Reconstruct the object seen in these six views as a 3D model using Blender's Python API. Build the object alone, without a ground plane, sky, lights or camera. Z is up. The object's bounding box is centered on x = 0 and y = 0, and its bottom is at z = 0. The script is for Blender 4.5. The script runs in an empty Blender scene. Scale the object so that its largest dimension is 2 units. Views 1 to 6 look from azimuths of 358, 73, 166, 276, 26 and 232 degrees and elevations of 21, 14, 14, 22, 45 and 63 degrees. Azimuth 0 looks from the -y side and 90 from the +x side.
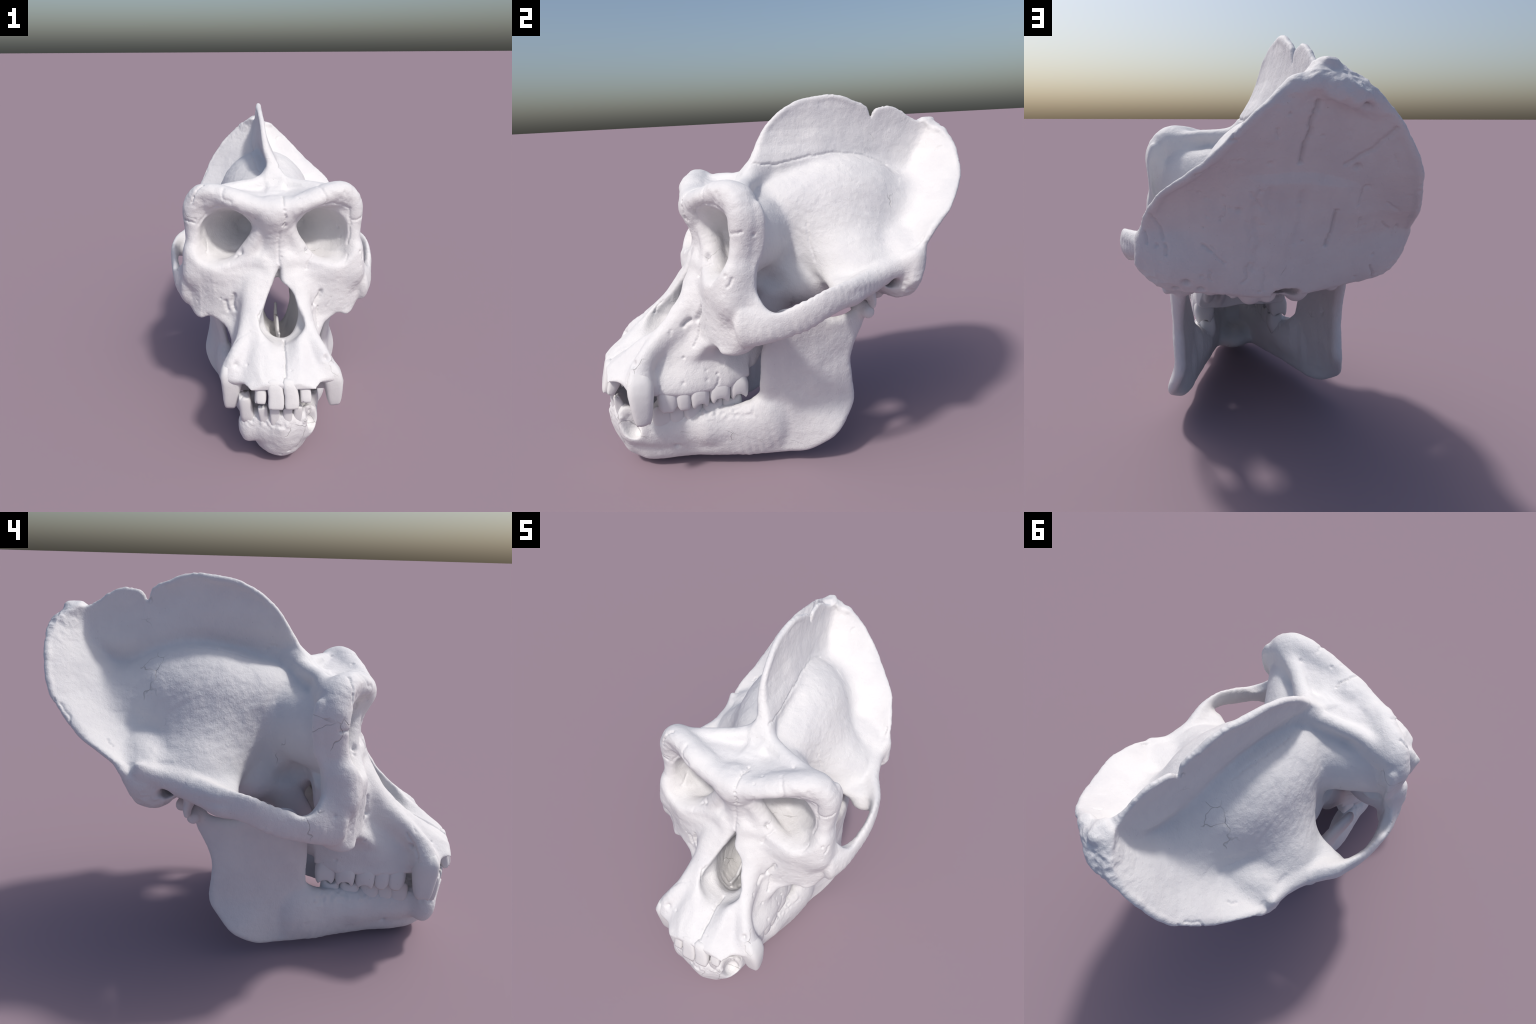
"""A great-ape skull (cranium with tall sagittal crest, separate lower jaw, teeth).

The bone is described as a distance field: sweeps, plates and ellipsoids joined with soft
unions and opened with soft cuts, in a frame that is symmetric about X = 0.  The field is
meshed, bent to the slight lean of the real midline, roughened, and then split into named
anatomical parts that share their border vertices and normals.
"""
import bpy, math
import numpy as np
from mathutils import Vector

rng = np.random.default_rng(7)

# ----------------------------------------------------------------------------- field tools
def smoothstep(a, b, x):
    t = np.clip((x - a) / (b - a), 0.0, 1.0)
    return t * t * (3 - 2 * t)


def catmull(points, steps, closed=False):
    """Catmull-Rom curve through control rows of any width."""
    p = np.asarray(points, float)
    n = len(p)
    out = []
    for i in range(n if closed else n - 1):
        if closed:
            a, b, c, d = p[(i - 1) % n], p[i], p[(i + 1) % n], p[(i + 2) % n]
        else:
            a, b, c, d = p[max(i - 1, 0)], p[i], p[i + 1], p[min(i + 2, n - 1)]
        for t in np.arange(steps) / steps:
            out.append(0.5 * (2 * b + (c - a) * t + (2 * a - 5 * b + 4 * c - d) * t * t
                              + (3 * b - a - 3 * c + d) * t ** 3))
    if not closed:
        out.append(p[-1])
    return np.array(out)


def lerp_table(table):
    """A smooth 1-D profile through (position, value) pairs."""
    t = np.array(table, float)
    return lambda v: np.interp(v, t[:, 0], t[:, 1])


class Field:
    def __init__(self, low, high, cell):
        self.cell = cell
        self.low = np.array(low, float)
        self.count = np.ceil((np.array(high, float) - self.low) / cell).astype(int) + 1
        self.axes = [(self.low[i] + cell * np.arange(self.count[i])).astype(np.float32) for i in range(3)]
        self.d = np.full(self.count, 0.5, np.float32)

    def box(self, low, high):
        s = []
        for i in range(3):
            a = int(np.clip(np.floor((low[i] - self.low[i]) / self.cell), 0, self.count[i]))
            b = int(np.clip(np.ceil((high[i] - self.low[i]) / self.cell) + 1, 0, self.count[i]))
            s.append(slice(a, b))
        return tuple(s)

    def grid(self, s):
        return (self.axes[0][s[0]][:, None, None], self.axes[1][s[1]][None, :, None], self.axes[2][s[2]][None, None, :])

    def combine(self, s, f, k, cut):
        d = self.d[s]
        f = np.asarray(f, np.float32)
        if cut:
            f = -f
            h = np.clip(k - np.abs(d - f), 0, None) / k
            self.d[s] = np.maximum(d, f) + h * h * k * 0.25
        else:
            h = np.clip(k - np.abs(d - f), 0, None) / k
            self.d[s] = np.minimum(d, f) - h * h * k * 0.25

    # -- shapes -------------------------------------------------------------------
    def ellipsoid(self, c, r, k=0.03, cut=False, tilt=0.0, yaw=0.0, both=False):
        """tilt turns about x (degrees), yaw about z."""
        c, r = np.array(c, float), np.array(r, float)
        if both:
            self.ellipsoid(c * (-1, 1, 1), r, k, cut, tilt, -yaw)
        m = max(r) + k
        s = self.box(c - m, c + m)
        X, Y, Z = self.grid(s)
        x, y, z = X - c[0], Y - c[1], Z - c[2]
        if yaw:
            a = math.radians(yaw)
            x, y = x * math.cos(a) + y * math.sin(a), -x * math.sin(a) + y * math.cos(a)
        if tilt:
            a = math.radians(tilt)
            y, z = y * math.cos(a) + z * math.sin(a), -y * math.sin(a) + z * math.cos(a)
        k0 = np.sqrt((x / r[0]) ** 2 + (y / r[1]) ** 2 + (z / r[2]) ** 2)
        k1 = np.sqrt((x / r[0] ** 2) ** 2 + (y / r[1] ** 2) ** 2 + (z / r[2] ** 2) ** 2) + 1e-6
        self.combine(s, k0 * (k0 - 1) / k1, k, cut)

    def sweep(self, rows, k=0.03, cut=False, steps=4, both=False):
        """Rows (x, y, z, rx, ry, rz): an ellipsoid carried along a curve."""
        rows = np.array(rows, float)
        if both:
            self.sweep(rows * (-1, 1, 1, 1, 1, 1), k, cut, steps)
        p = catmull(rows, steps) if steps > 1 and len(rows) > 2 else rows
        m = p[:, 3:].max(1)[:, None] + k * 1.2
        s = self.box((p[:, :3] - m).min(0), (p[:, :3] + m).max(0))
        X, Y, Z = self.grid(s)
        best = None
        for a, b in zip(p[:-1], p[1:]):
            e = b[:3] - a[:3]
            t = np.clip(((X - a[0]) * e[0] + (Y - a[1]) * e[1] + (Z - a[2]) * e[2]) / (e @ e + 1e-9), 0, 1)
            q = [a[i] + (b[i] - a[i]) * t for i in range(6)]
            x, y, z = X - q[0], Y - q[1], Z - q[2]
            k0 = np.sqrt((x / q[3]) ** 2 + (y / q[4]) ** 2 + (z / q[5]) ** 2)
            k1 = np.sqrt((x / q[3] ** 2) ** 2 + (y / q[4] ** 2) ** 2 + (z / q[5] ** 2) ** 2) + 1e-6
            f = k0 * (k0 - 1) / k1
            best = f if best is None else np.minimum(best, f)
        self.combine(s, best, k, cut)

    def plate(self, axis, outline, centre, half, k=0.03, cut=False, steps=4, both=False, sign=1, soft=0.012, closed_curve=True, ragged=0.0):
        """A curved sheet: its outline is drawn in the two other axes, its middle surface and half
        thickness along `axis` are functions of those two coordinates."""
        if both:
            self.plate(axis, outline, centre, half, k, cut, steps, False, -sign, soft, closed_curve, ragged)
        uv = [i for i in range(3) if i != axis]
        o = catmull(outline, steps, True) if closed_curve else np.array(outline, float)
        if axis != 0:
            o = o * (sign, 1)
        m = k + 0.03
        low, high = [0, 0, 0], [0, 0, 0]
        for j, i in enumerate(uv):
            low[i], high[i] = o[:, j].min() - m, o[:, j].max() + m
        low[axis], high[axis] = -9, 9
        s = self.box(low, high)
        U = self.axes[uv[0]][s[uv[0]]][:, None]
        V = self.axes[uv[1]][s[uv[1]]][None, :]
        su = U * sign if axis != 0 else U
        mid, thick = np.broadcast_to(centre(su, V), (U.shape[0], V.shape[1])), np.broadcast_to(half(su, V), (U.shape[0], V.shape[1]))
        if axis == 0:
            mid = mid * sign
        low[axis], high[axis] = float((mid - thick).min()) - m, float((mid + thick).max()) + m
        s = self.box(low, high)
        # signed distance to the outline, inside negative
        best = np.full((U.shape[0], V.shape[1]), 9.0)
        inside = np.zeros_like(best, bool)
        for a, b in zip(o, np.roll(o, -1, 0)):
            e = b - a
            t = np.clip(((U - a[0]) * e[0] + (V - a[1]) * e[1]) / (e @ e + 1e-12), 0, 1)
            best = np.minimum(best, (U - a[0] - t * e[0]) ** 2 + (V - a[1] - t * e[1]) ** 2)
            hit = (a[1] > V) != (b[1] > V)
            inside ^= hit & (U < a[0] + (V - a[1]) * e[0] / (e[1] if abs(e[1]) > 1e-9 else 1e-9))
        edge = np.sqrt(best) * np.where(inside, -1, 1)
        if ragged:
            q = np.stack(np.broadcast_arrays(U * 45, V * 45, 0 * U + 0.5 + 0 * V), -1).reshape(-1, 3)
            edge = edge + ragged * (lattice_noise(q, 3) + 0.6 * lattice_noise(q * 2.3, 4)).reshape(edge.shape)
        # slope of the sheet, to turn the offset along the axis into a true distance
        g0 = np.gradient(mid, self.cell, axis=0) if mid.shape[0] > 1 else 0
        g1 = np.gradient(mid, self.cell, axis=1) if mid.shape[1] > 1 else 0
        slope = 1 / np.sqrt(1 + g0 ** 2 + g1 ** 2)
        W = self.axes[axis][s[axis]]
        ex = lambda q: np.expand_dims(q, axis).astype(np.float32)
        shape = [1, 1, 1]
        shape[axis] = len(W)
        f = (np.abs(W.reshape(shape) - ex(mid)) - ex(thick)) * ex(slope)
        g = ex(edge)
        h = np.clip(soft * 2 - np.abs(f - g), 0, None) / (soft * 2)
        self.combine(s, np.maximum(f, g) + h * h * soft * 0.5, k, cut)

    # -- meshing -------------------------------------------------------------------
    def mesh(self):
        """Surface nets: one vertex per crossed cell, one quad per crossed edge."""
        d, (nx, ny, nz) = self.d, self.count
        d[[0, -1]] = d[:, [0, -1]] = d[:, :, [0, -1]] = 0.05
        n = d < 0
        total = np.zeros((nx - 1, ny - 1, nz - 1), np.int8)
        for i in (0, 1):
            for j in (0, 1):
                for l in (0, 1):
                    total += n[i:nx - 1 + i, j:ny - 1 + j, l:nz - 1 + l]
        cells = np.argwhere((total > 0) & (total < 8))
        index = np.full(total.shape, -1, np.int32)
        index[tuple(cells.T)] = np.arange(len(cells))
        corners = {(i, j, l): d[cells[:, 0] + i, cells[:, 1] + j, cells[:, 2] + l] for i in (0, 1) for j in (0, 1) for l in (0, 1)}
        acc, num = np.zeros((len(cells), 3)), np.zeros(len(cells))
        for ax in range(3):
            for p in (0, 1):
                for q in (0, 1):
                    a, b = [p, q], [p, q]
                    a.insert(ax, 0), b.insert(ax, 1)
                    va, vb = corners[tuple(a)], corners[tuple(b)]
                    cross = (va < 0) != (vb < 0)
                    t = np.where(cross, va / np.where(cross, va - vb, 1), 0)
                    pos = np.tile(np.array(a, float), (len(cells), 1))
                    pos[:, ax] = t
                    acc += pos * cross[:, None]
                    num += cross
        verts = self.low + (cells + acc / num[:, None]) * self.cell
        quads = []
        for ax in range(3):
            lo, hi = [slice(1, -1)] * 3, [slice(1, -1)] * 3
            lo[ax], hi[ax] = slice(0, -1), slice(1, None)
            a, b = n[tuple(lo)], n[tuple(hi)]
            e = np.argwhere(a != b)
            flip = a[tuple(e.T)]
            off = [1, 1, 1]
            off[ax] = 0
            e = e + off
            u, v = (ax + 1) % 3, (ax + 2) % 3
            du, dv = np.eye(3, dtype=int)[u], np.eye(3, dtype=int)[v]
            q = np.stack([index[tuple((e - du - dv).T)], index[tuple((e - dv).T)], index[tuple(e.T)], index[tuple((e - du).T)]], 1)
            q[~flip] = q[~flip][:, ::-1]
            quads.append(q)
        return verts, np.concatenate(quads)


def relax(v, f, rounds, amount=0.5):
    e = np.concatenate([f[:, [0, 1]], f[:, [1, 2]], f[:, [2, 3]], f[:, [3, 0]]])
    for _ in range(rounds):
        acc, num = np.zeros_like(v), np.bincount(e.ravel(), minlength=len(v)).astype(float)
        for ax in range(3):
            acc[:, ax] = np.bincount(e[:, 0], v[e[:, 1], ax], len(v)) + np.bincount(e[:, 1], v[e[:, 0], ax], len(v))
        v = v + amount * (acc / num[:, None] - v)
    return v


def normals_of(v, f):
    n = np.cross(v[f[:, 2]] - v[f[:, 0]], v[f[:, 3]] - v[f[:, 1]])
    out = np.zeros_like(v)
    for ax in range(3):
        out[:, ax] = sum(np.bincount(f[:, i], n[:, ax], len(v)) for i in range(4))
    return out / (np.linalg.norm(out, axis=1)[:, None] + 1e-12)


def lattice_noise(p, seed):
    """Smooth value noise in -1..1 at points p."""
    i = np.floor(p).astype(np.int64)
    t = p - i
    t = t * t * t * (t * (6 * t - 15) + 10)
    out = 0
    for a in (0, 1):
        for b in (0, 1):
            for c in (0, 1):
                h = (i[:, 0] + a) * 374761393 + (i[:, 1] + b) * 668265263 + (i[:, 2] + c) * 2147483647 + seed * 974711
                h = (h ^ (h >> 13)) * 1274126177 & 0xFFFFFFFF
                h = (h ^ (h >> 16)) & 0xFFFF
                w = np.where(a, t[:, 0], 1 - t[:, 0]) * np.where(b, t[:, 1], 1 - t[:, 1]) * np.where(c, t[:, 2], 1 - t[:, 2])
                out = out + w * (h / 32767.5 - 1)
    return out


# ----------------------------------------------------------------------------- midline lean
def midline(y, z):
    back = smoothstep(-0.4, 0.4, y)
    front = 0.023 - 0.020 * smoothstep(0.47, 0.60, z)
    return front * (1 - back)


def bend(v, jaw=False):
    v = v.copy()
    v[:, 0] += 0.018 - 0.005 * smoothstep(-0.55, -0.05, v[:, 1]) if jaw else midline(v[:, 1], v[:, 2])
    return v


# ----------------------------------------------------------------------------- cranium
CELL = 0.0055
C = Field((-0.70, -1.05, 0.30), (0.70, 1.06, 1.84), CELL)

# nuchal plate: the sloping rear face, flaring into a sharp rim
rim_right = [(0.015, 1.610), (0.05, 1.590), (0.085, 1.564), (0.146, 1.512), (0.205, 1.460), (0.26, 1.404), (0.318, 1.345), (0.384, 1.29), (0.458, 1.235),
             (0.488, 1.187), (0.516, 1.138), (0.533, 1.078), (0.543, 1.02), (0.549, 0.96), (0.545, 0.91), (0.46, 0.84), (0.30, 0.82)]
rim_left = [(-0.092, 1.632), (-0.150, 1.59), (-0.20, 1.537), (-0.253, 1.494), (-0.30, 1.448), (-0.327, 1.41), (-0.37, 1.355), (-0.405, 1.295),
            (-0.432, 1.238), (-0.458, 1.19), (-0.483, 1.139), (-0.508, 1.10), (-0.528, 1.065), (-0.54, 1.02), (-0.535, 0.96), (-0.515, 0.90), (-0.44, 0.84), (-0.30, 0.82)]
rim_outline = [(-0.03, 1.645)] + rim_right + [(0.0, 0.80)] + rim_left[::-1]
rim_y_right = lerp_table([(0.80, 0.44), (0.906, 0.45), (1.024, 0.489), (1.078, 0.505), (1.138, 0.562), (1.187, 0.626), (1.232, 0.694), (1.287, 0.775), (1.341, 0.844),
                          (1.40, 0.885), (1.456, 0.908), (1.508, 0.928), (1.56, 0.922), (1.60, 0.895), (1.63, 0.86)])
rim_y_left = lerp_table([(0.80, 0.46), (0.92, 0.49), (1.045, 0.55), (1.088, 0.62), (1.139, 0.72), (1.19, 0.778), (1.238, 0.825), (1.29, 0.87),
                         (1.35, 0.90), (1.408, 0.922), (1.444, 0.93), (1.49, 0.945), (1.533, 0.955), (1.586, 0.93), (1.63, 0.87)])
rim_half = lerp_table([(0.80, 0.44), (0.90, 0.54), (0.96, 0.549), (1.08, 0.53), (1.14, 0.503), (1.20, 0.468), (1.29, 0.39), (1.40, 0.293), (1.50, 0.198), (1.60, 0.08), (1.66, 0.03)])
rim_centre = lerp_table([(1.1, 0.005), (1.2, 0.005), (1.29, -0.01), (1.40, -0.035), (1.50, -0.043), (1.60, -0.055)])
nape_y = lerp_table([(0.75, 0.495), (0.85, 0.53), (1.0, 0.578), (1.10, 0.614), (1.20, 0.662), (1.30, 0.728), (1.48, 0.86), (1.58, 0.90), (1.70, 0.89)])


def nuchal_middle(x, z):
    t = np.clip(np.abs(x - rim_centre(z)) / rim_half(z), 0, 1)
    edge = np.where(x > 0, rim_y_right(z), rim_y_left(z)) - 0.002
    return nape_y(z) + (edge - nape_y(z)) * t ** 2.0


def nuchal_half(x, z):
    t = np.clip(np.abs(x - rim_centre(z)) / rim_half(z), 0, 1)
    return 0.045 + 0.03 * t * (1 - t) - 0.027 * t


# braincase: an egg behind the face, narrow where it meets the orbits, cut off by the nuchal plate
C.ellipsoid((-0.014, 0.28, 1.143), (0.307, 0.46, 0.335), 0.02, tilt=8)
C.ellipsoid((0, -0.08, 1.15), (0.15, 0.34, 0.175), 0.09)
C.ellipsoid((-0.01, 0.01, 1.21), (0.205, 0.20, 0.19), 0.07)
C.ellipsoid((0, 0.30, 0.95), (0.28, 0.20, 0.15), 0.10)                 # skull base
C.ellipsoid((0.24, 0.28, 0.98), (0.25, 0.22, 0.14), 0.18, both=True)   # swelling above the arch root
C.ellipsoid((0.12, -0.08, 0.93), (0.12, 0.20, 0.15), 0.08, both=True)  # wall inside the cheek arch
C.ellipsoid((0.20, 0.13, 0.88), (0.11, 0.10, 0.08), 0.06, both=True)
C.ellipsoid((0.17, 0.03, 0.87), (0.12, 0.14, 0.10), 0.06, both=True)
C.ellipsoid((0.28, -0.34, 0.87), (0.16, 0.08, 0.12), 0.03, both=True)   # back of the upper jaw
box = C.box((-0.7, 0.3, 0.6), (0.7, 1.06, 1.75))
gx, gy, gz = C.grid(box)
C.combine(box, nuchal_middle(gx, gz) - gy, 0.02, True)
C.plate(1, rim_outline, nuchal_middle, nuchal_half, k=0.15, soft=0.010, steps=3, ragged=0.003)
C.ellipsoid((0.34, 0.485, 0.97), (0.15, 0.095, 0.13), 0.06, both=True)
for points, depth in ((rim_right[1:14], rim_y_right), (rim_left[1:14], rim_y_left)):
    C.sweep([(x * 0.972, float(depth(z)) - 0.008, z - 0.012, 0.012, 0.012, 0.012) for x, z in points], 0.012, steps=3)
# swollen lip where the crests meet
C.sweep([(0.04, 0.925, 1.56, 0.03, 0.025, 0.03), (-0.02, 0.94, 1.57, 0.032, 0.028, 0.032), (-0.09, 0.962, 1.545, 0.038, 0.03, 0.038), (-0.155, 0.95, 1.52, 0.035, 0.03, 0.03), (-0.20, 0.935, 1.50, 0.02, 0.02, 0.02)], 0.03)

# sagittal crest: a thin leaf of bone on the midline with a notch near its back
crest = [(-0.30, 1.33), (-0.22, 1.39), (-0.17, 1.443), (-0.13, 1.513), (-0.08, 1.598), (-0.03, 1.662), (0.05, 1.725), (0.14, 1.764),
         (0.22, 1.775), (0.33, 1.786), (0.44, 1.752), (0.52, 1.716), (0.543, 1.662), (0.568, 1.70), (0.65, 1.714), (0.72, 1.694),
         (0.775, 1.655), (0.82, 1.632), (0.86, 1.58), (0.82, 1.46), (0.55, 1.30), (0.3, 1.2), (-0.2, 1.2)]
crest_base = lerp_table([(-0.3, 1.36), (-0.1, 1.47), (0.3, 1.52), (0.6, 1.45), (0.9, 1.4)])
crest_x = lerp_table([(1.30, 0.012), (1.40, 0.014), (1.47, 0.014), (1.51, 0.0), (1.55, -0.018), (1.62, -0.036), (1.72, -0.045), (1.79, -0.058)])
C.plate(0, crest, lambda y, z: crest_x(z) + (-0.045 - crest_x(z)) * smoothstep(0.15, 0.6, y) * smoothstep(1.25, 1.50, z),
        lambda y, z: 0.012 + 0.02 * (1 - smoothstep(0, 0.2, z - crest_base(y))) + 0.02 * smoothstep(0.75, 0.9, y), k=0.035, soft=0.008, steps=3, ragged=0.004)

C.sweep([(float(crest_x(z)) if y < 0.3 else -0.048, y, z - 0.017, 0.014, 0.012, 0.012) for y, z in crest[3:11]], 0.012, steps=3)

# frontal triangle between the temporal lines, and the brow bar
C.ellipsoid((0, -0.26, 1.26), (0.27, 0.20, 0.10), 0.05)
C.sweep([(0.01, -0.135, 1.412, 0.025, 0.03, 0.03), (0.11, -0.20, 1.392, 0.03, 0.035, 0.03), (0.24, -0.26, 1.382, 0.035, 0.035, 0.03),
         (0.38, -0.30, 1.355, 0.045, 0.035, 0.033)], 0.07, both=True)
C.sweep([(0.0, -0.425, 1.285, 0.08, 0.085, 0.07), (0.12, -0.43, 1.325, 0.07, 0.07, 0.055), (0.24, -0.398, 1.36, 0.06, 0.066, 0.055),
         (0.34, -0.358, 1.380, 0.06, 0.064, 0.053), (0.41, -0.328, 1.352, 0.055, 0.064, 0.056), (0.45, -0.312, 1.26, 0.042, 0.06, 0.06)], 0.045, both=True)

# eye socket walls
C.sweep([(0.375, -0.325, 1.165, 0.10, 0.06, 0.165), (0.295, -0.245, 1.16, 0.11, 0.08, 0.16), (0.185, -0.145, 1.14, 0.105, 0.10, 0.155)], 0.05, both=True, steps=12)
C.sweep([(0.452, -0.312, 1.28, 0.042, 0.06, 0.06), (0.452, -0.325, 1.16, 0.04, 0.058, 0.06), (0.448, -0.37, 1.04, 0.045, 0.05, 0.06),
         (0.45, -0.40, 0.93, 0.055, 0.05, 0.07)], 0.04, both=True)

# nasal bridge and the central face
C.sweep([(0, -0.40, 1.25, 0.10, 0.10, 0.1), (0.01, -0.395, 1.12, 0.09, 0.075, 0.1), (0.015, -0.40, 1.0, 0.13, 0.09, 0.1), (0.015, -0.44, 0.88, 0.16, 0.10, 0.1)], 0.05)
C.ellipsoid((0, -0.28, 1.03), (0.20, 0.12, 0.10), 0.04)
C.ellipsoid((0.24, -0.345, 0.95), (0.19, 0.135, 0.07), 0.04, both=True)      # floor of the socket
C.ellipsoid((0.26, -0.325, 1.33), (0.19, 0.085, 0.05), 0.04, both=True)    # roof of the socket

# cheek plates with the hanging corner
cheek = [(0.05, 1.00), (0.16, 1.03), (0.25, 1.00), (0.34, 0.99), (0.42, 1.02), (0.485, 1.06), (0.515, 0.97), (0.57, 0.90), (0.565, 0.82),
         (0.515, 0.745), (0.48, 0.70), (0.452, 0.672), (0.415, 0.668), (0.36, 0.688), (0.29, 0.655), (0.22, 0.60), (0.05, 0.60)]
cheek_y = lerp_table([(0, -0.52), (0.15, -0.495), (0.24, -0.457), (0.34, -0.435), (0.42, -0.40), (0.48, -0.35), (0.53, -0.29), (0.60, -0.20)])
C.plate(1, cheek, lambda x, z: cheek_y(np.abs(x)) + 0.075 * smoothstep(0.82, 1.0, z) * smoothstep(0.36, 0.16, np.abs(x)) - 0.05 * smoothstep(0.72, 0.60, z), lambda x, z: 0.05 + 0 * x * z, k=0.07, both=True, soft=0.02)

# muzzle: upper jaw box, tapering upward
muz_w = lerp_table([(-1.0, 0.13), (-0.93, 0.19), (-0.85, 0.242), (-0.75, 0.247), (-0.6, 0.268), (-0.4, 0.272), (-0.27, 0.24)])
muz_top = lerp_table([(-1.0, 0.50), (-0.95, 0.56), (-0.90, 0.60), (-0.75, 0.712), (-0.6, 0.84), (-0.5, 0.93), (-0.4, 0.94), (-0.27, 0.80)])
muz_low = lerp_table([(-1.0, 0.50), (-0.93, 0.53), (-0.84, 0.515), (-0.76, 0.445), (-0.6, 0.425), (-0.4, 0.425), (-0.27, 0.46)])


def muzzle(field):
    s = field.box((-0.40, -1.03, 0.36), (0.40, -0.2, 1.05))
    X, Y, Z = field.grid(s)
    top, low = muz_top(Y), muz_low(Y)
    mid, hz = (top + low) / 2, (top - low) / 2
    w = muz_w(Y) * (1 - 0.38 * smoothstep(0.0, 1.0, (Z - low) / (top - low + 1e-6)))
    r = np.minimum(np.where(Z < mid, 0.03, 0.06), hz * 0.9)
    qx, qz = np.abs(X) - w + r, np.abs(Z - mid) - hz + r
    f = np.sqrt(np.clip(qx, 0, None) ** 2 + np.clip(qz, 0, None) ** 2) + np.minimum(np.maximum(qx, qz), 0) - r
    f = np.maximum(f * 0.8, np.maximum(-0.955 - Y, Y + 0.29))
    field.combine(s, f, 0.05, False)


muzzle(C)
# canine ridges running up beside the nose
C.sweep([(0.255, -0.812, 0.535, 0.057, 0.062, 0.05), (0.228, -0.785, 0.61, 0.043, 0.047, 0.05), (0.185, -0.705, 0.685, 0.033, 0.038, 0.038),
         (0.153, -0.58, 0.77, 0.024, 0.03, 0.035), (0.105, -0.488, 0.90, 0.024, 0.03, 0.035)], 0.06, both=True)
# hollow between canine ridge and cheek
C.ellipsoid((0.30, -0.64, 0.70), (0.055, 0.10, 0.11), 0.05, cut=True, tilt=-35, both=True)

# cheek arches
arch = [(0.51, -0.36, 0.82, 0.035, 0.05, 0.085), (0.56, -0.25, 0.824, 0.028, 0.05, 0.065), (0.595, -0.12, 0.865, 0.022, 0.04, 0.067),
        (0.605, 0.00, 0.918, 0.022, 0.04, 0.063), (0.58, 0.11, 0.935, 0.026, 0.04, 0.056), (0.53, 0.21, 0.945, 0.03, 0.05, 0.05), (0.49, 0.32, 0.97, 0.033, 0.05, 0.04)]
for side in (-1, 1):
    C.sweep([(side * p[0] + 0.009, *p[1:]) for p in arch], 0.03)
    C.ellipsoid((side * 0.53, 0.10, 0.885), (0.055, 0.06, 0.035), 0.04)      # joint knuckle under the arch root
# shelf joining arch root, ear region and flange
C.sweep([(0.45, 0.12, 0.935, 0.10, 0.06, 0.03), (0.42, 0.22, 0.94, 0.10, 0.08, 0.04), (0.41, 0.34, 0.96, 0.095, 0.08, 0.05), (0.43, 0.44, 0.97, 0.09, 0.06, 0.07)], 0.08, both=True)
C.sweep([(0.492, 0.32, 0.98, 0.028, 0.04, 0.025), (0.505, 0.40, 1.00, 0.02, 0.03, 0.025), (0.525, 0.46, 1.03, 0.015, 0.02, 0.025)], 0.04, both=True)
# mastoid, ear tube, postglenoid spine
C.ellipsoid((0.425, 0.43, 0.89), (0.075, 0.085, 0.062), 0.05, both=True)
C.sweep([(0.40, 0.27, 0.88, 0.06, 0.03, 0.04), (0.43, 0.285, 0.83, 0.045, 0.02, 0.03), (0.44, 0.285, 0.80, 0.03, 0.015, 0.02)], 0.03, both=True)
# occipital condyles and base
C.ellipsoid((0.10, 0.36, 0.75), (0.05, 0.08, 0.05), 0.05, both=True)
knob = np.random.default_rng(3)
for _ in range(26):
    p = knob.uniform((-0.30, 0.22, 0.755), (0.30, 0.43, 0.80))
    C.ellipsoid(p, knob.uniform(0.018, 0.045, 3), 0.012, tilt=knob.uniform(-40, 40), yaw=knob.uniform(0, 90))
C.sweep([(-0.01, 0.40, 0.80, 0.055, 0.03, 0.03), (-0.01, 0.56, 0.80, 0.06, 0.05, 0.028)], 0.01, cut=True)
C.ellipsoid((-0.07, 0.46, 0.775), (0.035, 0.08, 0.03), 0.008, cut=True, yaw=20)
# pterygoid wings behind the palate
C.sweep([(0.13, -0.28, 0.56, 0.025, 0.05, 0.08), (0.14, -0.20, 0.66, 0.025, 0.06, 0.10), (0.15, -0.12, 0.80, 0.05, 0.08, 0.10), (0.14, 0.0, 0.92, 0.1, 0.1, 0.1)], 0.05, both=True)

C.sweep([(0.20, -0.27, 0.58, 0.03, 0.05, 0.09), (0.205, -0.20, 0.70, 0.03, 0.07, 0.10), (0.19, -0.12, 0.84, 0.05, 0.07, 0.08)], 0.03, both=True)

# openings -----------------------------------------------------------------------
C.sweep([(0.275, -0.56, 1.15, 0.148, 0.09, 0.130), (0.268, -0.43, 1.155, 0.152, 0.08, 0.15), (0.248, -0.325, 1.14, 0.138, 0.085, 0.132), (0.205, -0.235, 1.135, 0.098, 0.07, 0.098), (0.165, -0.165, 1.125, 0.058, 0.055, 0.058)],
        0.02, cut=True, both=True, steps=14)
# tear-duct corner: bone closing the lower inner part of each socket
C.sweep([(0.09, -0.405, 1.17, 0.03, 0.05, 0.05), (0.12, -0.40, 1.09, 0.048, 0.055, 0.05), (0.175, -0.405, 1.02, 0.06, 0.055, 0.033), (0.25, -0.43, 0.995, 0.05, 0.04, 0.02)], 0.03, both=True)
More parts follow.
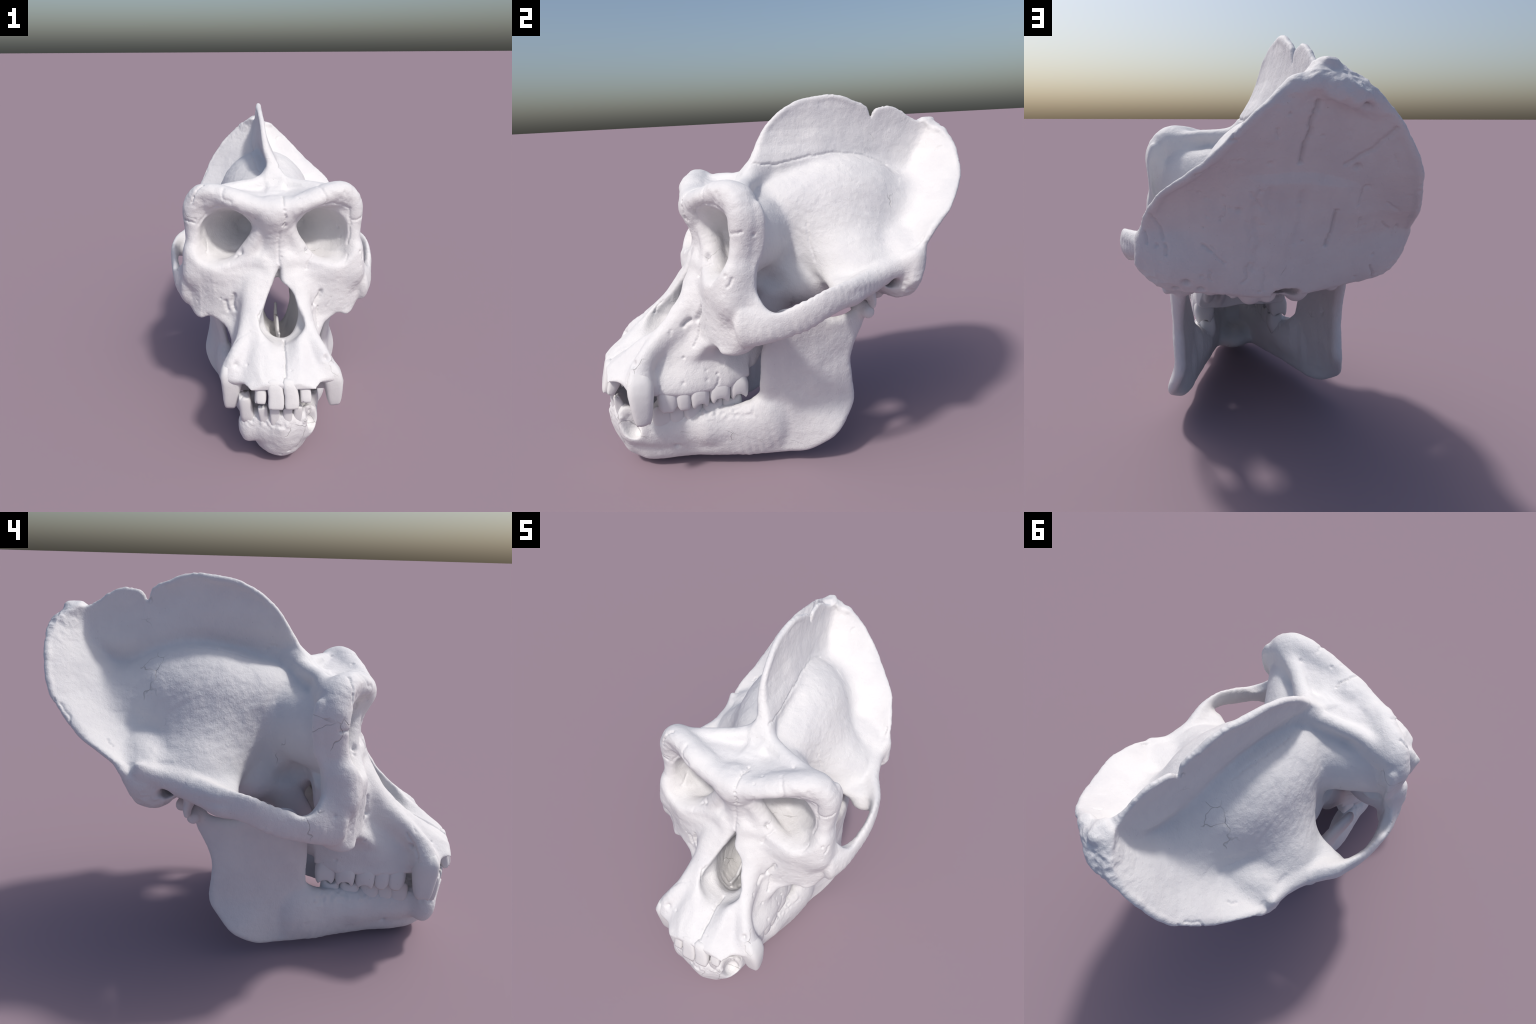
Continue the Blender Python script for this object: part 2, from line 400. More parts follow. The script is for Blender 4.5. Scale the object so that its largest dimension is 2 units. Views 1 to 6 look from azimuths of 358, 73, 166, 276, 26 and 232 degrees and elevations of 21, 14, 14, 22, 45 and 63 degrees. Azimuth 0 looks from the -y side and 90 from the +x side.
# sharp rear border of the socket pillar, undercut behind, and the sharp corner above the arch
C.sweep([(0.462, -0.262, 1.315, 0.02, 0.02, 0.03), (0.484, -0.256, 1.26, 0.012, 0.02, 0.04), (0.482, -0.268, 1.15, 0.012, 0.022, 0.04), (0.476, -0.30, 1.03, 0.014, 0.022, 0.04), (0.48, -0.325, 0.93, 0.016, 0.02, 0.03)], 0.02, both=True)
C.ellipsoid((0.535, -0.225, 1.01), (0.10, 0.075, 0.13), 0.015, cut=True, both=True)
C.ellipsoid((0.33, -0.165, 0.93), (0.13, 0.10, 0.07), 0.03, cut=True, both=True)    # hollow under and behind the socket
# nose: the pear-shaped opening, the sunken floor in front of it and the passage through to the throat
C.sweep([(0.022, -0.58, 0.965, 0.010, 0.12, 0.03), (0.010, -0.60, 0.90, 0.032, 0.14, 0.05), (0.022, -0.64, 0.80, 0.085, 0.13, 0.07), (0.024, -0.66, 0.735, 0.12, 0.10, 0.07)],
        0.025, cut=True)
C.sweep([(0.02, -0.66, 0.75, 0.09, 0.08, 0.095), (0.02, -0.76, 0.75, 0.075, 0.08, 0.10), (0.02, -0.86, 0.74, 0.06, 0.08, 0.12), (0.02, -0.96, 0.72, 0.05, 0.08, 0.13)], 0.05, cut=True)
C.sweep([(0.025, -0.59, 0.755, 0.09, 0.07, 0.155), (0.028, -0.46, 0.71, 0.112, 0.1, 0.205), (0.022, -0.36, 0.715, 0.095, 0.08, 0.20), (0.012, -0.22, 0.765, 0.05, 0.08, 0.12), (0.005, -0.12, 0.70, 0.07, 0.1, 0.11), (0, 0.05, 0.58, 0.12, 0.1, 0.14)],
        0.02, cut=True)
# a thin broken partition left inside the nose
C.plate(0, [(-0.55, 0.50), (-0.58, 0.635), (-0.50, 0.61), (-0.42, 0.66), (-0.34, 0.63), (-0.29, 0.69), (-0.26, 0.50)], lambda y, z: 0.018 + 0.02 * (z - 0.6) + 0 * y, lambda y, z: 0.009 + 0 * y * z, k=0.01, soft=0.005, steps=1)
# roof of the mouth
C.sweep([(0, -0.83, 0.42, 0.12, 0.06, 0.06), (0, -0.6, 0.36, 0.13, 0.1, 0.09), (0, -0.2, 0.36, 0.13, 0.1, 0.09)], 0.03, cut=True)
# ear holes
C.sweep([(0.56, 0.365, 0.915, 0.03, 0.032, 0.030), (0.36, 0.36, 0.91, 0.03, 0.026, 0.024)], 0.012, cut=True, both=True)

cv, cf = C.mesh()
del C

# ----------------------------------------------------------------------------- mandible
M = Field((-0.60, -1.05, -0.06), (0.60, 0.40, 0.95), CELL)
ramus = [(-0.28, 0.25), (-0.262, 0.38), (-0.255, 0.50), (-0.25, 0.64), (-0.215, 0.78), (-0.165, 0.83), (-0.10, 0.83), (-0.03, 0.815), (0.03, 0.785), (0.085, 0.757), (0.16, 0.757),
         (0.235, 0.775), (0.275, 0.75), (0.265, 0.70), (0.225, 0.62), (0.195, 0.53), (0.200, 0.43), (0.205, 0.31), (0.155, 0.228), (0.09, 0.158), (0.01, 0.098),
         (-0.06, 0.06), (-0.15, 0.05), (-0.28, 0.05), (-0.36, 0.08)]
ram_low = lerp_table([(-0.45, 0.225), (-0.28, 0.285), (-0.2, 0.312), (-0.1, 0.342), (0.0, 0.368), (0.1, 0.385), (0.3, 0.385)])
ram_high = lerp_table([(-0.45, 0.30), (-0.28, 0.36), (-0.15, 0.388), (0.0, 0.395), (0.15, 0.385), (0.3, 0.365)])
ram_flare = lambda y, z: ram_low(y) + (ram_high(y) - ram_low(y)) * smoothstep(0.30, 0.85, z) + 0.055 * smoothstep(0.36, 0.10, z) * smoothstep(-0.15, 0.1, y)
M.plate(0, ramus, ram_flare, lambda y, z: 0.026 + 0 * y * z, k=0.02, both=True, soft=0.022)
M.sweep([(0.33, 0.26, 0.765, 0.03, 0.035, 0.035), (0.385, 0.265, 0.775, 0.04, 0.035, 0.035), (0.43, 0.265, 0.765, 0.02, 0.03, 0.03)], 0.03, both=True)
M.sweep([(0.32, -0.20, 0.22, 0.045, 0.08, 0.14), (0.275, -0.32, 0.195, 0.05, 0.06, 0.14), (0.215, -0.46, 0.185, 0.052, 0.06, 0.135), (0.16, -0.60, 0.18, 0.052, 0.06, 0.132), (0.115, -0.73, 0.175, 0.055, 0.07, 0.135),
         (0.07, -0.80, 0.17, 0.065, 0.07, 0.138), (0.0, -0.81, 0.165, 0.06, 0.075, 0.148)], 0.02, both=True)
M.sweep([(0.20, -0.50, 0.23, 0.052, 0.06, 0.08), (0.165, -0.7, 0.235, 0.045, 0.06, 0.078), (0.145, -0.82, 0.25, 0.045, 0.06, 0.085), (0.10, -0.885, 0.26, 0.05, 0.045, 0.098), (0.0, -0.915, 0.265, 0.05, 0.04, 0.098)], 0.05, both=True)
M.sweep([(0.28, -0.25, 0.26, 0.045, 0.05, 0.10), (0.235, -0.35, 0.23, 0.055, 0.06, 0.075), (0.215, -0.5, 0.23, 0.055, 0.06, 0.08)], 0.05, both=True)
M.ellipsoid((0, -0.868, 0.14), (0.10, 0.055, 0.08), 0.05)          # chin
M.ellipsoid((0, -0.72, 0.11), (0.12, 0.14, 0.08), 0.05)           # shelf behind the chin
M.ellipsoid((-0.178, -0.855, 0.25), (0.052, 0.055, 0.10), 0.04)       # swelling round the root of the remaining canine
# empty socket of the lost canine
M.sweep([(0.165, -0.90, 0.42, 0.05, 0.06, 0.06), (0.165, -0.885, 0.30, 0.046, 0.058, 0.06), (0.155, -0.86, 0.25, 0.04, 0.045, 0.04)], 0.012, cut=True)
mv, mf = M.mesh()
del M


# ----------------------------------------------------------------------------- surface
def snap_line(v, points, step=0.004, wander=0.0, seed=0):
    """Resample a polyline, let it wander a little and drop it onto the nearest surface points."""
    p = np.array(points, float)
    if len(p) > 1:
        t = np.r_[0, np.cumsum(np.linalg.norm(np.diff(p, axis=0), axis=1))]
        u = np.arange(0, t[-1], step)
        p = np.stack([np.interp(u, t, p[:, i]) for i in range(3)], 1)
    if wander:
        q = p * 28
        p = p + wander * np.stack([lattice_noise(q, seed + i) for i in range(3)], 1)
    out = []
    local = v[np.all((v > p.min(0) - 0.09) & (v < p.max(0) + 0.09), axis=1)]
    for a in p:
        near = local
        if len(near):
            out.append(near[((near - a) ** 2).sum(1).argmin()])
    return np.array(out)


def engrave(v, n, points, width, depth, wander=0.0, seed=0):
    """A groove (several points) or a pit (one point), pressed in along the normals."""
    line = snap_line(v, points, wander=wander, seed=seed)
    if not len(line):
        return 0
    near = np.where(np.all((v > line.min(0) - 3 * width) & (v < line.max(0) + 3 * width), axis=1))[0]
    d = np.full(len(near), 9.0)
    for a in line:
        d = np.minimum(d, ((v[near] - a) ** 2).sum(1))
    push = np.zeros(len(v))
    push[near] = depth * np.exp(-d / width ** 2)
    return push


def ridged(p, seed):
    return 1 - 2 * np.abs(lattice_noise(p, seed))


def window(v, centre, radius):
    return np.exp(-(((v - centre) / radius) ** 2).sum(1))


CRACKS = [  # line, width, depth, wander
    ([(0.05, -0.362, 1.365), (0.045, -0.44, 1.31), (0.036, -0.49, 1.242)], 0.006, 0.010, 0.006),                       # brow crack
    ([(0.03, -0.49, 1.20), (0.02, -0.47, 1.10), (0.028, -0.49, 0.99)], 0.007, 0.006, 0.004),                           # nasal seam
    ([(0.042, -0.68, 0.635), (0.034, -0.80, 0.60), (0.026, -0.90, 0.57), (0.018, -0.96, 0.52)], 0.006, 0.013, 0.003),  # seam of the upper lip bone
    ([(0.05, -0.15, 1.47), (0.07, -0.03, 1.46), (0.06, 0.14, 1.49), (0.03, 0.29, 1.50), (0.0, 0.466, 1.46), (0.0, 0.60, 1.39)], 0.006, 0.007, 0.006),
    ([(-0.06, -0.05, 1.46), (-0.09, 0.14, 1.48), (-0.10, 0.35, 1.48)], 0.006, 0.004, 0.006),
    ([(-0.165, 0.66, 1.174), (-0.162, 0.65, 1.119), (-0.149, 0.60, 1.063), (-0.145, 0.58, 1.02)], 0.007, 0.014, 0.004),
    ([(-0.017, 0.92, 1.518), (-0.007, 0.88, 1.473), (-0.002, 0.83, 1.389), (0.0, 0.79, 1.33)], 0.007, 0.016, 0.006),
    ([(-0.25, 0.96, 1.414), (-0.226, 0.92, 1.37), (-0.183, 0.87, 1.33), (-0.149, 0.84, 1.296)], 0.007, 0.010, 0.006),
    ([(0.12, 0.62, 1.15), (0.11, 0.58, 1.05), (0.12, 0.53, 0.95)], 0.012, 0.006, 0.006),
    ([(-0.02, 0.70, 1.25), (-0.03, 0.62, 1.15), (-0.02, 0.56, 1.05)], 0.012, 0.006, 0.006),
    ([(-0.25, -0.702, 0.681), (-0.25, -0.737, 0.637), (-0.25, -0.773, 0.586), (-0.25, -0.797, 0.54)], 0.006, 0.008, 0.008),
    ([(0.26, -0.512, 0.849), (0.255, -0.545, 0.81), (0.25, -0.579, 0.76)], 0.011, 0.020, 0.0),                          # slits under the eyes
    ([(-0.232, -0.524, 0.846), (-0.24, -0.53, 0.80), (-0.245, -0.55, 0.76)], 0.012, 0.020, 0.006),
    ([(-0.275, -0.515, 0.80), (-0.27, -0.55, 0.74)], 0.010, 0.012, 0.006),
    ([(0.45, -0.32, 0.86), (0.50, -0.33, 0.80), (0.47, -0.36, 0.72)], 0.006, 0.003, 0.006),                             # cheek suture
    ([(0.44, -0.38, 1.22), (0.49, -0.34, 1.235)], 0.006, 0.006, 0.004), ([(-0.43, -0.38, 1.22), (-0.48, -0.34, 1.235)], 0.006, 0.008, 0.004),
    ([(0.11, -0.46, 1.27), (0.18, -0.47, 1.305), (0.27, -0.46, 1.325), (0.36, -0.43, 1.31), (0.415, -0.40, 1.28), (0.42, -0.39, 1.20), (0.40, -0.40, 1.10)], 0.007, 0.006, 0.008),  # socket rims
    ([(-0.40, -0.40, 1.21), (-0.345, -0.43, 1.275), (-0.29, -0.45, 1.305), (-0.21, -0.47, 1.315), (-0.12, -0.47, 1.285)], 0.007, 0.006, 0.008),
    ([(-0.275, -0.41, 1.40), (-0.268, -0.45, 1.37), (-0.22, -0.46, 1.36)], 0.007, 0.005, 0.004), ([(0.235, -0.40, 1.41), (0.265, -0.44, 1.37), (0.285, -0.46, 1.33)], 0.007, 0.005, 0.004),
    ([(0.30, 0.02, 1.20), (0.29, 0.03, 1.10), (0.31, 0.06, 1.02)], 0.006, 0.004, 0.006),
]
PITS = [((0.241, -0.811, 0.609), 0.014, 0.020), ((-0.220, -0.830, 0.599), 0.014, 0.016), ((-0.26, -0.711, 0.606), 0.013, 0.022),
        ((0.161, -0.414, 1.049), 0.016, 0.022), ((-0.155, -0.41, 1.045), 0.016, 0.02), ((0.20, 0.74, 1.137), 0.012, 0.012),
        ((-0.158, 0.98, 1.49), 0.018, 0.035), ((-0.185, 0.84, 1.288), 0.012, 0.014), ((0.368, 0.53, 0.883), 0.014, 0.025), ((0.408, 0.50, 0.845), 0.013, 0.025),
        ((0.311, 0.50, 0.864), 0.012, 0.020), ((0.01, 0.44, 0.83), 0.030, 0.05), ((-0.30, 0.50, 0.85), 0.014, 0.02)]
JAW_PITS = [((0.2, -0.663, 0.142), 0.014, 0.014), ((-0.18, -0.666, 0.138), 0.014, 0.014), ((0.05, -0.90, 0.12), 0.008, 0.008), ((0.01, -0.89, 0.10), 0.008, 0.008), ((0.36, 0.02, 0.50), 0.02, 0.012), ((-0.36, 0.02, 0.50), 0.02, 0.012)]


def finish(v, f, seed, jaw=False):
    v = bend(relax(v, f, 2), jaw)
    n = normals_of(v, f)
    broad = lattice_noise(v * 9, seed) * 0.0028 + lattice_noise(v * 23, seed + 1) * 0.0012
    fine = lattice_noise(v * 60, seed + 2) * 0.0005
    rough = 0
    if not jaw:
        # fanning muscle marks on the braincase walls
        fan = np.stack([v[:, 0] * 20, (v[:, 1] * 0.55 + v[:, 2] * 0.83) * 42, (v[:, 2] * 0.55 - v[:, 1] * 0.83) * 17], 1)
        marks = lattice_noise(fan, 5) * 0.0030 + ridged(fan * 2.1, 6) * 0.0012
        wall = window(v, (0, 0.20, 1.20), (0.42, 0.38, 0.26)) * (np.abs(v[:, 0]) > 0.03)
        rough = rough + wall * marks
        # coarse pitting on the cheeks, brow and along the lip of the rear crest
        pit = np.minimum(lattice_noise(v * 62, 8), 0.15) * 0.0018
        for c, rad in (((0.42, -0.45, 0.80), (0.14, 0.12, 0.14)), ((-0.42, -0.45, 0.80), (0.14, 0.12, 0.14)), ((0.38, -0.40, 1.33), (0.14, 0.12, 0.08)), ((-0.38, -0.40, 1.33), (0.14, 0.12, 0.08)), ((0, -0.5, 1.15), (0.12, 0.1, 0.1))):
            rough = rough + pit * window(v, c, rad)
        brow = sum(window(v, (sx * x0, -0.40, z0), (0.16, 0.12, 0.07)) for sx in (-1, 1) for x0, z0 in ((0.12, 1.33), (0.36, 1.37)))
        rough = rough + brow * (lattice_noise(v * (13, 17, 17), 17) * 0.0055 + lattice_noise(v * 34, 18) * 0.0022)
        lip = window(v, (-0.10, 0.95, 1.56), (0.20, 0.08, 0.10))
        rough = rough + lip * (ridged(v * 34, 9) * 0.0038 + lattice_noise(v * 60, 10) * 0.0025)
        # shallow vertical furrows on the rear plate
        nape = window(v, (0.0, 0.68, 1.15), (0.42, 0.28, 0.32)) * (n[:, 1] > 0.3)
        rough = rough + nape * (lattice_noise(v * (30, 5, 6), 12) * 0.005 + lattice_noise(v * (60, 12, 14), 13) * 0.002)
        mastoid = window(v, (0.45, 0.44, 0.88), (0.12, 0.12, 0.09)) + window(v, (-0.45, 0.44, 0.88), (0.12, 0.12, 0.09))
        rough = rough + mastoid * ridged(v * (30, 40, 40), 14) * 0.004
    push = 0
    if jaw:
        for i, (p, w, d) in enumerate(JAW_PITS):
            push = push + engrave(v, n, [p], w, d)
        rough = rough + window(v, (0, -0.92, 0.22), (0.2, 0.12, 0.14)) * lattice_noise(v * 24, 21) * 0.0022
        rough = rough + np.exp(-((v[:, 2] - 0.31) / 0.03) ** 2) * (v[:, 1] < -0.3) * lattice_noise(v * 55, 22) * 0.006
    else:
        for i, (p, w, d, wander) in enumerate(CRACKS):
            push = push + engrave(v, n, p, w, d, wander, 50 + i)
        for p, w, d in PITS:
            push = push + engrave(v, n, [p], w, d)
        chance = np.random.default_rng(77)
        face = np.where((v[:, 1] < -0.28) & (n[:, 1] < 0.2))[0]
        nape_side = np.where((n[:, 1] > 0.45) & (v[:, 1] > 0.42) & (v[:, 2] < 1.55))[0]
        root_line = np.where((v[:, 1] < -0.30) & (np.abs(v[:, 2] - 0.47) < 0.04))[0]
        for pool, count, lean in ((face, 22, (0.3, 0.3, 1.0)), (nape_side, 26, (0.25, 0.5, 1.0))):
            for i in chance.choice(pool, count):
                way = chance.normal(size=3) * 0.4 + lean
                way = way / np.linalg.norm(way) * chance.uniform(0.03, 0.11)
                push = push + engrave(v, n, [v[i], v[i] + way * 0.5, v[i] + way], 0.0055, chance.uniform(0.003, 0.008), 0.012, int(chance.integers(999)))
        for pool, count in ((face, 45), (nape_side, 30), (root_line, 26)):
            for i in chance.choice(pool, count):
                push = push + engrave(v, n, [v[i]], chance.uniform(0.005, 0.010), chance.uniform(0.003, 0.009))
    return v + n * (broad + fine + rough - push)[:, None]


cv = finish(cv, cf, 11)
mv = finish(mv, mf, 31, True)


# ----------------------------------------------------------------------------- material
def bone_material(name, tint, grain):
    """Bleached bone: faint blotches, a few pores and a fine two-scale grain."""
    m = bpy.data.materials.new(name)
    m.use_nodes = True
    nt = m.node_tree
    new, link = nt.nodes.new, nt.links.new
    b = nt.nodes["Principled BSDF"]
    b.inputs["Roughness"].default_value = 0.6
    b.inputs["Specular IOR Level"].default_value = 0.3
    co = new("ShaderNodeTexCoord")

    def noise(scale, detail, rough=0.55):
        n = new("ShaderNodeTexNoise")
        n.inputs["Scale"].default_value, n.inputs["Detail"].default_value, n.inputs["Roughness"].default_value = scale, detail, rough
        link(co.outputs["Object"], n.inputs["Vector"])
        return n

    def ramp(source, stops):
        r = new("ShaderNodeValToRGB")
        r.color_ramp.elements[0].position, r.color_ramp.elements[1].position = stops[0][0], stops[-1][0]
        r.color_ramp.elements[0].color, r.color_ramp.elements[1].color = (*stops[0][1], 1), (*stops[-1][1], 1)
        link(source, r.inputs["Fac"])
        return r

    blotch = ramp(noise(7, 6).outputs["Fac"], [(0.30, [c * f for c, f in zip(tint, (0.93, 0.93, 0.945))]), (0.62, tint)])  # scan's mottled baked shading painted into the base colour as slightly darker areas
    speck = ramp(noise(85, 3, 0.7).outputs["Fac"], [(0.22, (0.72, 0.71, 0.70)), (0.33, (1, 1, 1))])
    mix = new("ShaderNodeMix")
    mix.data_type, mix.blend_type = "RGBA", "MULTIPLY"
    mix.inputs["Factor"].default_value = 1.0
    link(blotch.outputs["Color"], mix.inputs[6])
    link(speck.outputs["Color"], mix.inputs[7])
    link(mix.outputs[2], b.inputs["Base Color"])
    # hairline cracks: thin cell borders on wavy coordinates, kept only in patches
    wave = noise(9, 2)
    bent = new("ShaderNodeMix")
    bent.data_type = "VECTOR"
    bent.inputs["Factor"].default_value = 0.10
    link(co.outputs["Object"], bent.inputs[4])
    link(wave.outputs["Color"], bent.inputs[5])
    cells = new("ShaderNodeTexVoronoi")
    cells.feature = "DISTANCE_TO_EDGE"
    cells.inputs["Scale"].default_value = 6.5
    link(bent.outputs[1], cells.inputs["Vector"])
    line = ramp(cells.outputs["Distance"], [(0.002, (0, 0, 0)), (0.011, (1, 1, 1))])
    patch = ramp(noise(3.1, 2).outputs["Fac"], [(0.63, (1, 1, 1)), (0.68, (0, 0, 0))])
    hair = new("ShaderNodeMix")
    hair.data_type, hair.blend_type = "RGBA", "LIGHTEN"
    hair.inputs["Factor"].default_value = 1.0
    link(line.outputs["Color"], hair.inputs[6])
    link(patch.outputs["Color"], hair.inputs[7])
    stain = ramp(hair.outputs[2], [(0.0, (0.76, 0.755, 0.75)), (1.0, (1, 1, 1))])
    mix2 = new("ShaderNodeMix")
    mix2.data_type, mix2.blend_type = "RGBA", "MULTIPLY"
    mix2.inputs["Factor"].default_value = grain
    link(mix.outputs[2], mix2.inputs[6])
    link(stain.outputs["Color"], mix2.inputs[7])
    link(mix2.outputs[2], b.inputs["Base Color"])
    b0 = new("ShaderNodeBump")
    b0.inputs["Strength"].default_value, b0.inputs["Distance"].default_value = 0.6 * grain, 0.006
    link(hair.outputs[2], b0.inputs["Height"])
    coarse, tiny = noise(38, 5, 0.6), noise(150, 3, 0.6)
    b1, b2 = new("ShaderNodeBump"), new("ShaderNodeBump")
    b1.inputs["Strength"].default_value, b1.inputs["Distance"].default_value = 0.32 * grain, 0.010
    b2.inputs["Strength"].default_value, b2.inputs["Distance"].default_value = 0.42 * grain, 0.003
    link(coarse.outputs["Fac"], b1.inputs["Height"])
    link(tiny.outputs["Fac"], b2.inputs["Height"])
    link(b0.outputs["Normal"], b1.inputs["Normal"])
    link(b1.outputs["Normal"], b2.inputs["Normal"])
    link(b2.outputs["Normal"], b.inputs["Normal"])
    return m


BONE = bone_material("bleached_bone", (0.69, 0.685, 0.695), 1.0)
ENAMEL = bone_material("bleached_enamel", (0.69, 0.685, 0.69), 0.5)

# ----------------------------------------------------------------------------- parts
skull = bpy.data.objects.new("ape_skull", None)
bpy.context.collection.objects.link(skull)
skull["label"] = "bleached white great ape skull with tall crest and jaw"
skull["category"] = "animal skull"


def add_part(name, v, f, parent, material, normals=None, both_faces=None):
    used = np.unique(f)
    remap = np.full(len(v), -1)
    remap[used] = np.arange(len(used))
    me = bpy.data.meshes.new(name)
    me.from_pydata(v[used].tolist(), [], remap[f].tolist())
    me.polygons.foreach_set("use_smooth", [True] * len(me.polygons))
    me.materials.append(material)
    if normals is not None:
        me.normals_split_custom_set_from_vertices(normals[used].tolist())
    me.update()
    ob = bpy.data.objects.new(name, me)
    bpy.context.collection.objects.link(ob)
    ob.parent = parent
    return ob


def split(v, f, labels, names, parent_of):
    n = normals_of(v, f)
    made = {}
    for i, name in enumerate(names):
        sel = f[labels == i]
        if len(sel):
            made[name + str(i)] = add_part(name, v, sel, parent_of, BONE, n)
    return made


def cranium_labels(v, f):
    c = v[f].mean(1)
    x, y, z = c[:, 0] - midline(c[:, 1], c[:, 2]), c[:, 1], c[:, 2]
    a = np.abs(x)
    lab = np.zeros(len(c), int)                                                   # braincase
    face = y < -0.22 - 0.25 * np.clip(z - 1.2, 0, 1)
    lab[face] = 1                                                                 # facial bones
    lab[face & (z > 1.27) & (y < -0.25)] = 2                                      # brow
    lab[face & (z < 0.66 + 0.0 * y) & (a < 0.34)] = 3                             # upper jaw
    lab[(a > 0.47) & (y > -0.30) & (y < 0.30) & (z < 1.05)] = 4                   # arch +
    lab[(lab == 4) & (x < 0)] = 5
    lab[(y > -0.16) & (a < 0.06) & (z > crest_base(y) + 0.06) & (y < 0.80)] = 6   # crest
    rear = y > nuchal_middle(a, z) - 0.012
    lab[rear & (y > 0.42)] = 7                                                    # nuchal plate
    return lab


CRANIUM = ["braincase", "face", "brow_ridge", "upper_jaw", "cheek_arch", "cheek_arch", "sagittal_crest", "nuchal_plate"]
parts = split(cv, cf, cranium_labels(cv, cf), CRANIUM, skull)
c = mv[mf].mean(1)
mlab = np.where(c[:, 1] < -0.30, 0, np.where(c[:, 0] > 0, 1, 2))
jaw = split(mv, mf, mlab, ["lower_jaw", "jaw_ramus", "jaw_ramus"], skull)
upper, lower = parts["upper_jaw3"], jaw["lower_jaw0"]


# ----------------------------------------------------------------------------- teeth
def tooth(name, base, tip, w_base, w_tip, parent, cusps=0, bulge=1.12, depth=0.05, turn=0.0, seed=0, jaw=False):
    """A crown lofted from a buried root at `base` to `tip`; widths are (across, along) pairs."""
    base, tip = np.array(base, float), np.array(tip, float)
    up = (tip - base) / np.linalg.norm(tip - base)
    L = np.linalg.norm(tip - base)
    u = np.array([math.cos(turn), math.sin(turn), 0.0])
    u -= up * (u @ up)
    u /= np.linalg.norm(u)
    w = np.cross(up, u)
    n, rows = 28, []
    a = np.arange(n) / n * 2 * math.pi
    e = 0.62
    ca, sa = np.sign(np.cos(a)) * np.abs(np.cos(a)) ** e, np.sign(np.sin(a)) * np.abs(np.sin(a)) ** e
    r = np.random.default_rng(seed + 5)
    wob = 1 + 0.05 * np.sin(2 * a + r.uniform(0, 6)) + 0.03 * np.sin(3 * a + r.uniform(0, 6))
    chips = -0.006 * np.clip(np.sin(a * 2 + r.uniform(0, 6)) + 0.7 * np.sin(a * 5 + r.uniform(0, 6)) - 0.3, 0, 2)
    tip = tip + (0, 0, r.uniform(-0.004, 0.004))
    stations = [(-depth, 0.55), (0, 0.93), (0.25 * L, bulge), (0.55 * L, bulge), (0.8 * L, 1.02), (0.93 * L, 0.97), (L, 0.88)]
    for h, s in stations:
        t = np.clip(h / L, 0, 1)
        rx, ry = (w_base[i] + (w_tip[i] - w_base[i]) * t ** 1.3 for i in (0, 1))
        lift = 0 * a
        if t > 0.75:                                   # worn, slightly chipped biting edge
            lift = chips * (t - 0.75) / 0.25
        if cusps and t > 0.7:
            lift = lift + (t - 0.7) / 0.3 * 0.12 * L * np.cos(cusps * a + math.pi / cusps * (cusps == 4) * 4)
        rows.append(base + (h + 0 * a + lift)[:, None] * up + (rx * s * ca * wob)[:, None] * u + (ry * s * sa * wob)[:, None] * w)
    top = rows[-1]
    rows.append(top.mean(0) + (top - top.mean(0)) * 0.5 - up * (0.10 * L if cusps else -0.01 * L))
    v = np.concatenate(rows + [rows[-1].mean(0)[None] - up * (0.03 * L if cusps else 0)])
    m = len(rows)
    f = [(i * n + j, i * n + (j + 1) % n, (i + 1) * n + (j + 1) % n, (i + 1) * n + j) for i in range(m - 1) for j in range(n)]
    f += [((m - 1) * n + j, (m - 1) * n + (j + 1) % n, m * n) for j in range(n)]
    f.append(tuple(range(n))[::-1])
    v = bend(v, parent is lower)
    me = bpy.data.meshes.new(name)
    me.from_pydata(v.tolist(), [], f)
    me.polygons.foreach_set("use_smooth", [True] * len(me.polygons))
    me.materials.append(ENAMEL)
    ob = bpy.data.objects.new(name, me)
    bpy.context.collection.objects.link(ob)
    ob.parent = parent
    return ob


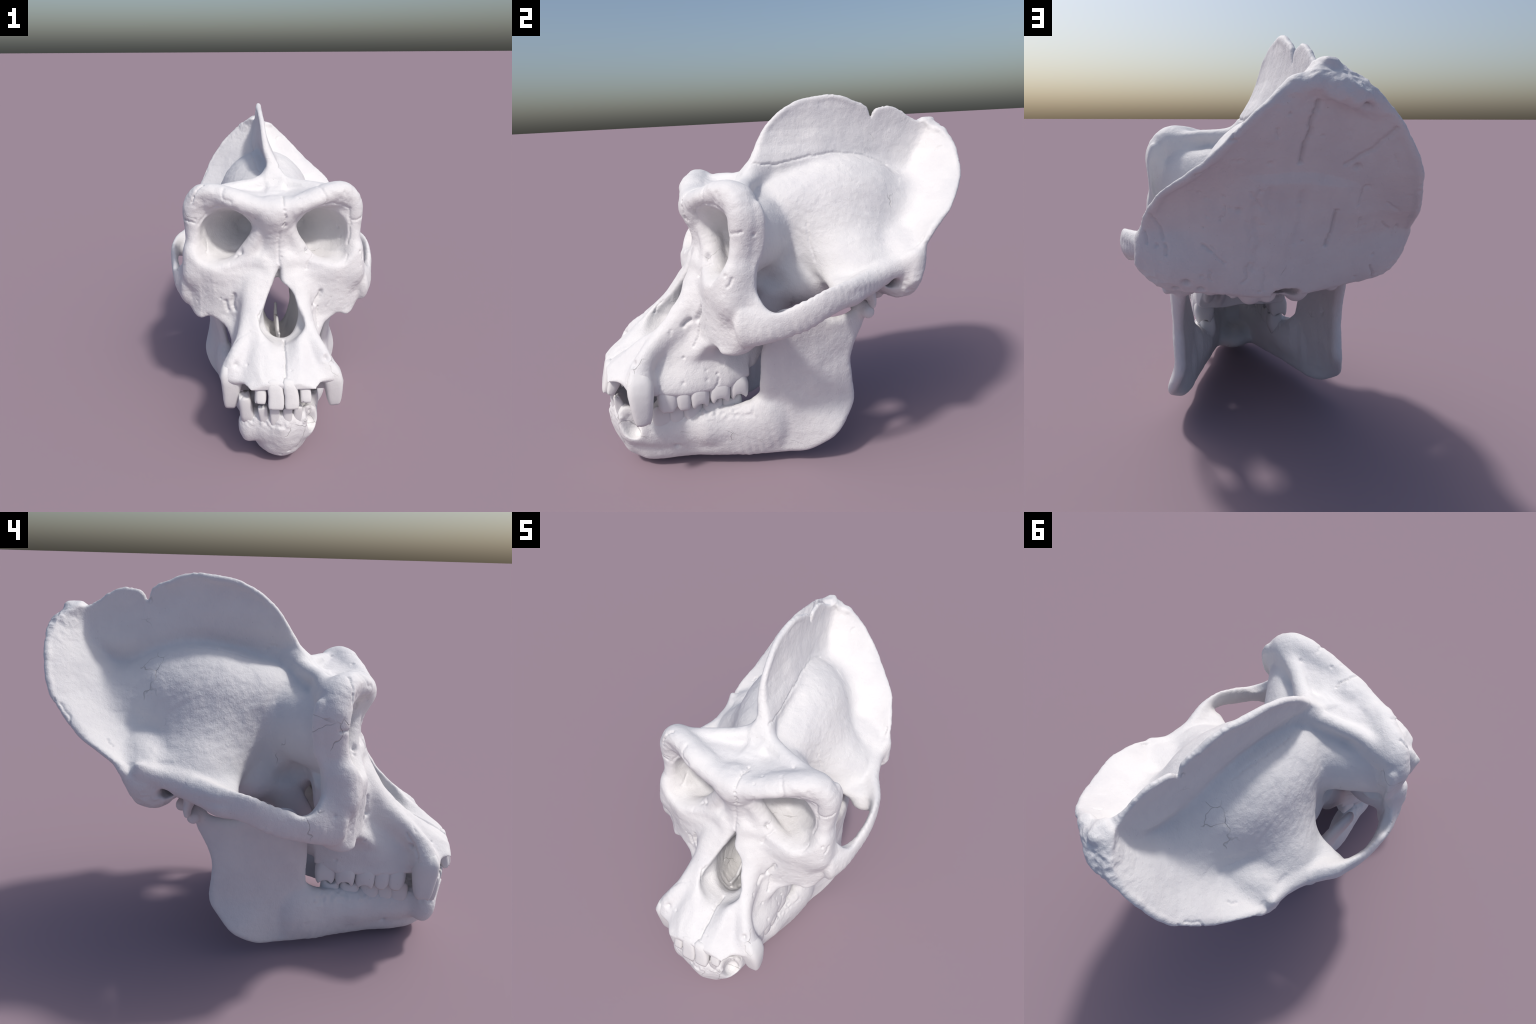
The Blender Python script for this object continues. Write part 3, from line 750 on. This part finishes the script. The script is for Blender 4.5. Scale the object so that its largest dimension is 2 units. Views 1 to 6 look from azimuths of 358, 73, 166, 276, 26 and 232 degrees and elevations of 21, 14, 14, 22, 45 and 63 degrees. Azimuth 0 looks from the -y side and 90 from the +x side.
for s in (-1, 1):
    # cheek teeth: (y, X, half length, half width)
    row = [(-0.695, 0.206, 0.042, 0.050), (-0.622, 0.210, 0.036, 0.052), (-0.543, 0.213, 0.047, 0.056), (-0.446, 0.213, 0.051, 0.057), (-0.350, 0.210, 0.048, 0.054)]
    for i, (y, X, l, w) in enumerate(row):
        kind = "premolar" if i < 2 else "molar"
        tooth(kind, (s * X, y, 0.455), (s * (X + 0.005), y, 0.362 + 0.006 * (i > 2)), (w, l * 1.03), (w * 0.88, l * 0.97), upper, 2 if i < 2 else 4, bulge=1.04, seed=i + (s > 0) * 10)
        inset = (0.036, 0.034, 0.030, 0.020, 0.012)[i]
        tooth(kind, (s * (X - inset), y - 0.03, 0.28), (s * (X - inset), y - 0.03, 0.368), (w * 0.80, l * 1.05), (w * 0.72, l * 0.98), lower, 2 if i < 2 else 4, bulge=1.04, seed=40 + i + (s > 0) * 10)
    # great canines of the upper jaw
    tooth("canine", (s * 0.260, -0.815, 0.54), (s * 0.276, -0.818, 0.346), (0.055, 0.066), (0.031, 0.038), upper, bulge=1.0, depth=0.05, seed=3)
    # incisors
    tooth("incisor", (s * 0.037 - 0.003, -0.922, 0.555), (s * 0.040 - 0.007, -0.972, 0.425), (0.037, 0.034), (0.038, 0.016), upper, bulge=1.0, depth=0.015, seed=21 + s)
    tooth("incisor", (s * 0.110 - 0.003, -0.900, 0.545), (s * 0.115 - 0.010, -0.948, 0.445), (0.029, 0.034), (0.028, 0.018), upper, bulge=1.0, depth=0.015, seed=25 + s)
    tooth("incisor", (s * 0.032 - 0.01, -0.925, 0.315), (s * 0.034 - 0.012, -0.940, 0.412), (0.024, 0.026), (0.024, 0.014), lower, bulge=1.0, seed=28 + s)
    tooth("incisor", (s * 0.085 - 0.012, -0.905, 0.315), (s * 0.092 - 0.016, -0.925, 0.408), (0.023, 0.026), (0.023, 0.014), lower, bulge=1.0, seed=31 + s)
# the one canine left in the lower jaw
tooth("canine", (-0.180, -0.858, 0.30), (-0.198, -0.872, 0.445), (0.040, 0.045), (0.032, 0.034), lower, bulge=1.0, depth=0.02, seed=35)
